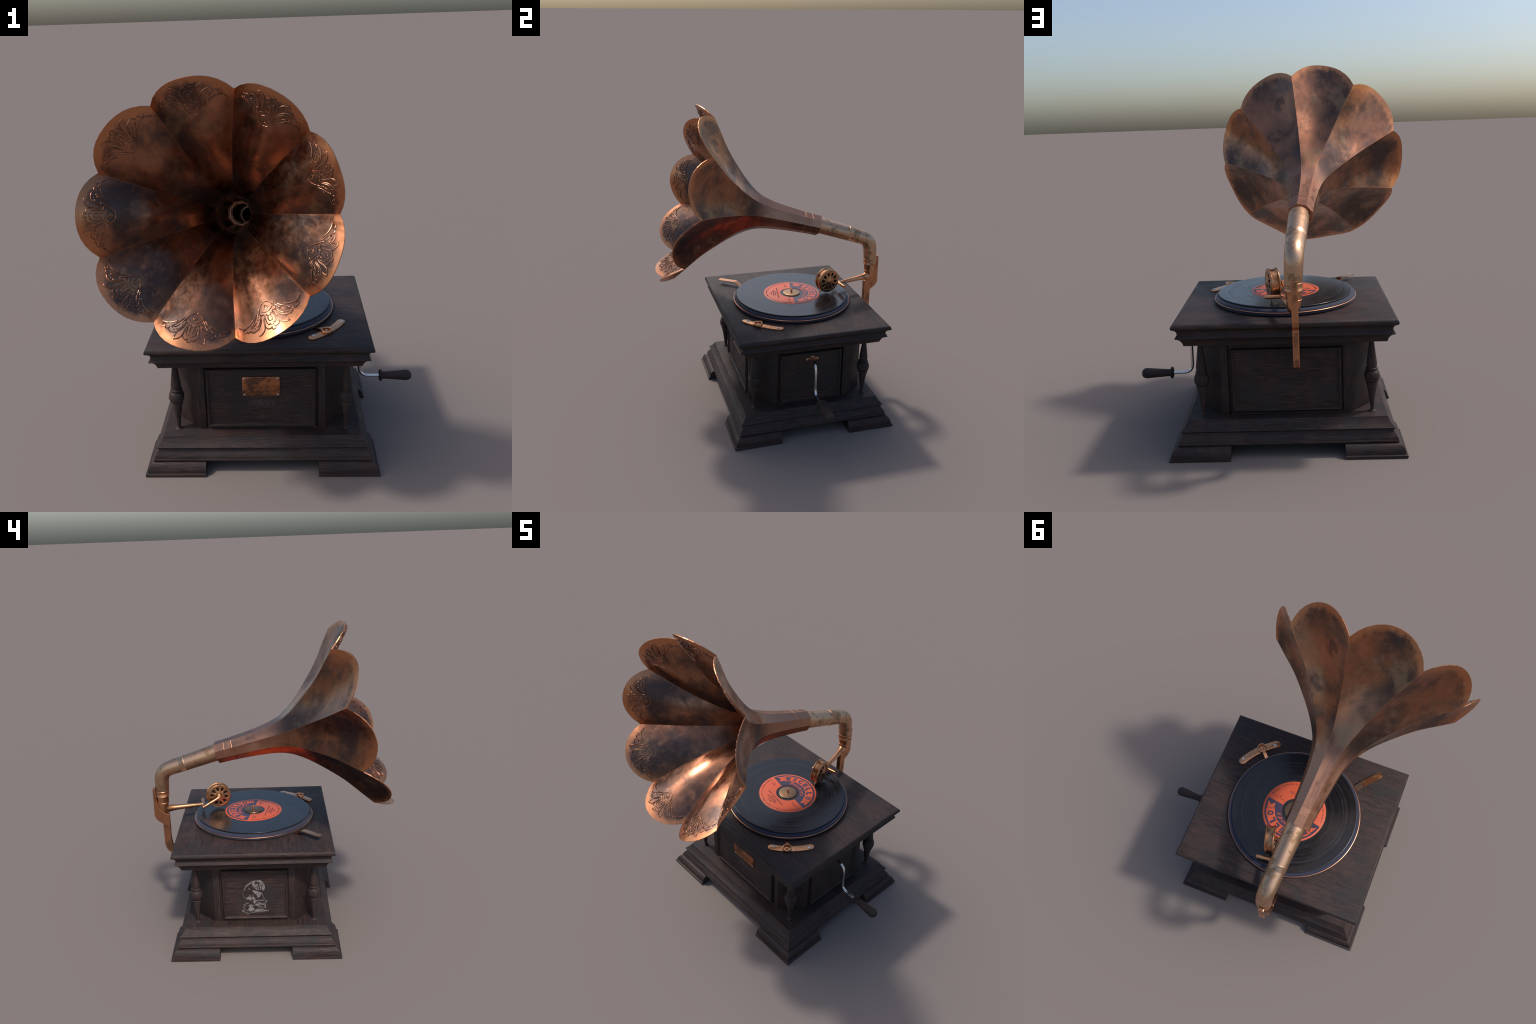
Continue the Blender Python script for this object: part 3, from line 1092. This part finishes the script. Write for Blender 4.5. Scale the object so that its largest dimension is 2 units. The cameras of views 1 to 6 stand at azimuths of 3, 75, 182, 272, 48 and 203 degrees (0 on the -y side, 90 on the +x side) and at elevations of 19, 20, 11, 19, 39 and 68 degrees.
for sgn in (1, -1):
    for pts, w in half:
        lay([(x * sgn, y) for x, y in orn(pts)], w)
    for bx, by, br in ((398, 440, 6), (424, 490, 9), (346, 738, 9), (312, 762, 5)):
        c = orn([(bx, by)])[0]
        lay([(sgn * c[0] + br * OY * cos(a), c[1] + br * OY * sin(a)) for a in np.linspace(0, 2 * pi, 8)], .9, True)
c = orn([(740, 780)])[0]
lay([(c[0] + .0082 * cos(a), c[1] + .0072 * sin(a)) for a in np.linspace(0, 2 * pi, 14)], 1.0, True)
lay([(c[0] + .0022 * cos(a), c[1] + .0022 * sin(a)) for a in np.linspace(0, 2 * pi, 8)], 1.0, True)
ENGR = copper("embossed_copper", base=(.46, .215, .125), dark=(.24, .125, .085), patina=.45, scale=6, rough=.22, edge=0)  # base lightened so the raised lines carry the bright glints in their colour
orn_me = g.mesh("petal_ornament", (ENGR,), 60)

horn = obj("horn", None, mat4=Matrix.Translation(HC))
SHEAR = Matrix(((1 + LEAN.x * HN.x, LEAN.x * HN.y, LEAN.x * HN.z, 0), (LEAN.y * HN.x, 1 + LEAN.y * HN.y, LEAN.y * HN.z, 0),
                (LEAN.z * HN.x, LEAN.z * HN.y, 1 + LEAN.z * HN.z, 0), (0, 0, 0, 1)))
for k in range(PET):
    a = rad(TH0 + 20 + 40 * k)
    X = E1 * cos(a) + E2 * sin(a)
    Y = HN.cross(X)
    M = Matrix((X, Y, HN)).transposed().to_4x4()
    p = obj("petal", petal_me, horn, mat4=M)
    p.matrix_parent_inverse = SHEAR
    p.matrix_basis = M
    q = obj("petal_ornament", orn_me, p)


def hp_(r, t, th):
    a = rad(th)
    return HC + (HN + LEAN) * t + (E1 * cos(a) + E2 * sin(a)) * r


# nine-sided collar with two thin raised beads
g = Geo()
prof = [(.0560, -.8680), (.0700, -.8685), (.0706, -.8675), (.0722, -.8085), (.0730, -.8080), (.0734, -.8068), (.0734, -.8056), (.0730, -.8044), (.0727, -.8040),
        (.0740, -.7600), (.0758, -.7590), (.0764, -.7575), (.0764, -.7550), (.0758, -.7535), (.0748, -.7530), (.0730, -.7500)]
rows = [[hp_(r, t, TH0 + 40 * k) for k in range(PET)] for r, t in prof]
g.grid(rows, close_u=True, smooth=False)
inn = [(.0730, -.7500), (.0705, -.7515), (.0705, -.7700), (.0668, -.7715), (.0668, -.7950), (.0610, -.7965), (.0610, -.8200), (.0560, -.8215), (.0560, -.8680)]
g.grid([[hp_(r, t, TH0 + 40 * k) for k in range(PET)] for r, t in inn], close_u=True, smooth=False)
obj("collar", fix_normals(g.mesh("collar", (COLLAR,), 20)), horn, mat4=Matrix.Translation(-HC))

# ------------------------------------------------------ elbow pipe and tonearm
pipe = obj("elbow_pipe", None)
axis_pts = [(-.1355, .2700, 1.2095), (-.1300, .328, 1.1935), (-.1140, .550, 1.1180), (-.1020, .697, 1.0680), (-.0945, .7050, .9200), (-.0945, .7050, .9050)]
path = resample(fillet(axis_pts, [.05, .06, .062, .04], 12), .012)
cum = [0.]
for a, b in zip(path, path[1:]):
    cum.append(cum[-1] + (b - a).length)
rp = pchip([0, .30, .46, .53, .62, .75, .80], [.0565, .0498, .0468, .0452, .0430, .0400, .0390])
g = Geo()
sweep(g, path, [rp(min(c, .80)) for c in cum], 28, cap=False)
obj("pipe", g.mesh("pipe", (PIPE,), 60), pipe)


def band(prof, at, direction, mat, name, parent, n=32):
    g = Geo()
    lathe(g, prof, at, n, 0, direction)
    return obj(name, g.mesh(name, (mat,), 40), parent)


dirp = (Vector(axis_pts[1]) - Vector(axis_pts[2])).normalized()
c = Vector((-.1140, .550, 1.1180))
band([(.0460, -.019), (.0498, -.0185), (.0505, -.017), (.0515, .012), (.0526, .0135), (.0530, .0150), (.0526, .0168), (.0515, .0180), (.0470, .0185)], c, dirp, PIPE, "pipe_ring", pipe)
dn_ = (0, 0, 1)
vb = Vector((-.0950, .7045, 0))
band([(.034, .890), (.0440, .8915), (.0452, .8935), (.0452, .8955), (.0436, .8975), (.0436, .9225), (.0458, .9245), (.0463, .9270), (.0458, .9300), (.0445, .9315), (.035, .9320)], vb, dn_, COPPER, "swivel_band", pipe)
band([(.030, .8425), (.0375, .8430), (.0388, .8450), (.0390, .8470), (.0388, .8492), (.0375, .8505), (.030, .851)], vb, dn_, COPPER, "swivel_bead", pipe)
band([(.030, .8440), (.0360, .8442), (.0368, .8500), (.0400, .8920)], vb, dn_, COPPER_GOLD, "swivel_socket", pipe)

arm = obj("tonearm", None)
p0 = [(-.0950, .7045, .852), (-.0950, .7045, .8010), (-.029, .458, .7990)]
path = resample(fillet(p0, [.036], 12), .012)
L = sum((b - a).length for a, b in zip(path, path[1:]))
cum = [0.]
for a, b in zip(path, path[1:]):
    cum.append(cum[-1] + (b - a).length)
ra = pchip([0, .02, .06, .085, .12, .20, L], [.0358, .0352, .0290, .0225, .0185, .0150, .0098])
g = Geo()
sweep(g, path, [ra(q) for q in cum], 22)
obj("arm_tube", g.mesh("arm_tube", (COPPER_GOLD,), 50), arm)
g = Geo()
path = resample(fillet([(.0560, .4610, .8005), (-.0780, .4430, .7975), (-.0345, .3420, .8450)], [.016], 6), .008)
sweep(g, path, .0106, 16)
for c, r in (((-.029, .458, .799), .0128), ((-.0780, .4430, .7975), .0122)):
    lathe(g, [(r * sin(pi * k / 10) + 1e-5, -r * cos(pi * k / 10)) for k in range(11)], c, 18)
lathe(g, [(.0001, -.002), (.0150, -.002), (.0158, .002), (.0150, .007), (.0110, .009), (.0001, .0095)], (-.0300, .3415, .8460), 20, 0, (-.965, -.255, .02))
obj("crossbar", g.mesh("crossbar", (COPPER_GOLD,), 50), arm)

# ---------------------------------------------------------------- sound box
SBC = Vector((.0150, .3500, .8465))
SBA = Vector((.965, .255, -.02)).normalized()
sb = obj("sound_box", None)
SH = .0250                                        # half thickness of the spool
g = Geo()
lathe(g, [(.0665, -SH), (.0770, -SH), (.0793, -SH + .0012), (.0800, -SH + .004), (.0793, -SH + .0075), (.0765, -SH + .0090), (.0728, -SH + .0105),
          (.0718, -.004), (.0718, .004), (.0728, SH - .0105), (.0765, SH - .0090), (.0793, SH - .0075), (.0800, SH - .004), (.0793, SH - .0012), (.0770, SH), (.0665, SH)], SBC, 56, 0, SBA)
obj("spool", g.mesh("spool", (COPPER_BOX,), 50), sb)


def face_plate():
    """Domed disc pierced by ten teardrop holes (2D curve with holes, then coned)."""
    cu = bpy.data.curves.new("face", "CURVE")
    cu.dimensions, cu.fill_mode = "2D", "BOTH"

    def ring(pts):
        s = cu.splines.new("POLY")
        s.points.add(len(pts) - 1)
        for q, p in zip(s.points, pts):
            q.co = (*p, 0, 1)
        s.use_cyclic_u = True
    ring([(.0730 * cos(2 * pi * k / 60), .0730 * sin(2 * pi * k / 60)) for k in range(60)])
    for h in range(10):
        a = 2 * pi * (h + .25) / 10
        pts = []
        for k in range(16):
            q = 2 * pi * k / 16
            x = .0470 + .0142 * cos(q)
            y = .0126 * sin(q) * (.66 + .34 * cos(q))
            pts.append((x * cos(a) - y * sin(a), x * sin(a) + y * cos(a)))
        ring(pts)
    cu.extrude = .0012
    cu.bevel_depth = .0016
    cu.bevel_resolution = 2
    cu.offset = -.0014
    o = bpy.data.objects.new("face", cu)
    COL.objects.link(o)
    dg = bpy.context.evaluated_depsgraph_get()
    me = bpy.data.meshes.new_from_object(o.evaluated_get(dg))
    bpy.data.objects.remove(o)
    bm = bmesh.new()
    bm.from_mesh(me)
    bmesh.ops.triangulate(bm, faces=[f for f in bm.faces if len(f.verts) > 4])
    bmesh.ops.subdivide_edges(bm, edges=[e for e in bm.edges if e.calc_length() > .012], cuts=2, use_grid_fill=True)
    bmesh.ops.remove_doubles(bm, verts=bm.verts, dist=1e-5)
    for vtx in bm.verts:
        r = math.hypot(vtx.co.x, vtx.co.y)
        vtx.co.z += .0085 * max(0, 1 - r / .066) ** 1.3 - .0028 * math.exp(-((r - .0475) / .012) ** 2) * 0 + .001
    bm.to_mesh(me)
    bm.free()
    me.name = "face_plate"
    me.materials.clear()
    me.materials.append(COPPER_BOX)
    me.polygons.foreach_set("use_smooth", [True] * len(me.polygons))
    me.set_sharp_from_angle(angle=rad(40))
    return me


fp = face_plate()
ax = SBA.orthogonal().normalized()
for s in (1, -1):
    z = SBA * s
    x = Vector((0, 0, 1)) - z * z.z
    x.normalize()
    y = z.cross(x)
    M = Matrix((x, y, z)).transposed().to_4x4()
    M.translation = SBC + z * (SH - .002)
    obj("face_plate", fp, sb, mat4=M)
    g = Geo()
    lathe(g, [(.0001, -.006), (.069, -.006), (.069, -.010)], SBC + z * SH, 40, 0, z)  # flat black disc set behind the pierced face plate
    obj("dark_backing_disc", g.mesh("dark_backing_disc", (BLACK,)), sb)
    g = Geo()
    lathe(g, [(.0255, .0020), (.0235, .0060), (.0180, .0088), (.0110, .0108), (.0050, .0120), (.0001, .0123)] if s > 0 else [(.0200, .0020), (.0185, .0070), (.0140, .0095), (.0110, .0120), (.0095, .0150), (.0050, .0165), (.0001, .0168)], SBC + z * SH, 28, 0, z)
    obj("hub", g.mesh("hub", (COPPER_BOX,), 50), sb)
# needle holder
g = Geo()
sweep(g, [Vector((.020, .318, .795)), Vector((.024, .306, .781)), Vector((.027, .300, .772))], [.0085, .0080, .0055], 14)
sweep(g, [Vector((.026, .302, .776)), Vector((.0295, .2935, .7508))], [.0034, .0014], 10)
lathe(g, [(.0001, -.006), (.0040, -.006), (.0046, 0), (.0040, .006), (.0001, .006)], (.026, .304, .777), 14, 0, (.9, .3, 0))
obj("needle", g.mesh("needle", (COPPER,), 50), sb)

# ----------------------------------------------------------- support bracket
out_ = [(.7650, .9490), (.7660, .7530), (.7470, .7240), (.7140, .7000), (.7125, .5600), (.7080, .5350), (.6960, .5100), (.6740, .4890), (.62, .4870), (.470, .4870)]
inn_ = [(.470, .5250), (.62, .5270), (.6480, .5310), (.6610, .5470), (.6675, .6000), (.6675, .7680), (.6880, .7735), (.7110, .7890), (.7300, .8150), (.7400, .8500), (.7440, .8800), (.7480, .9490)]
g = Geo()
prism(g, out_ + inn_, -.1150, -.0830, 0)
o = obj("support_bracket", fix_normals(g.mesh("support_bracket", (COPPER_BRACKET,))))
bevel(o, .0022, 2, flat=True)
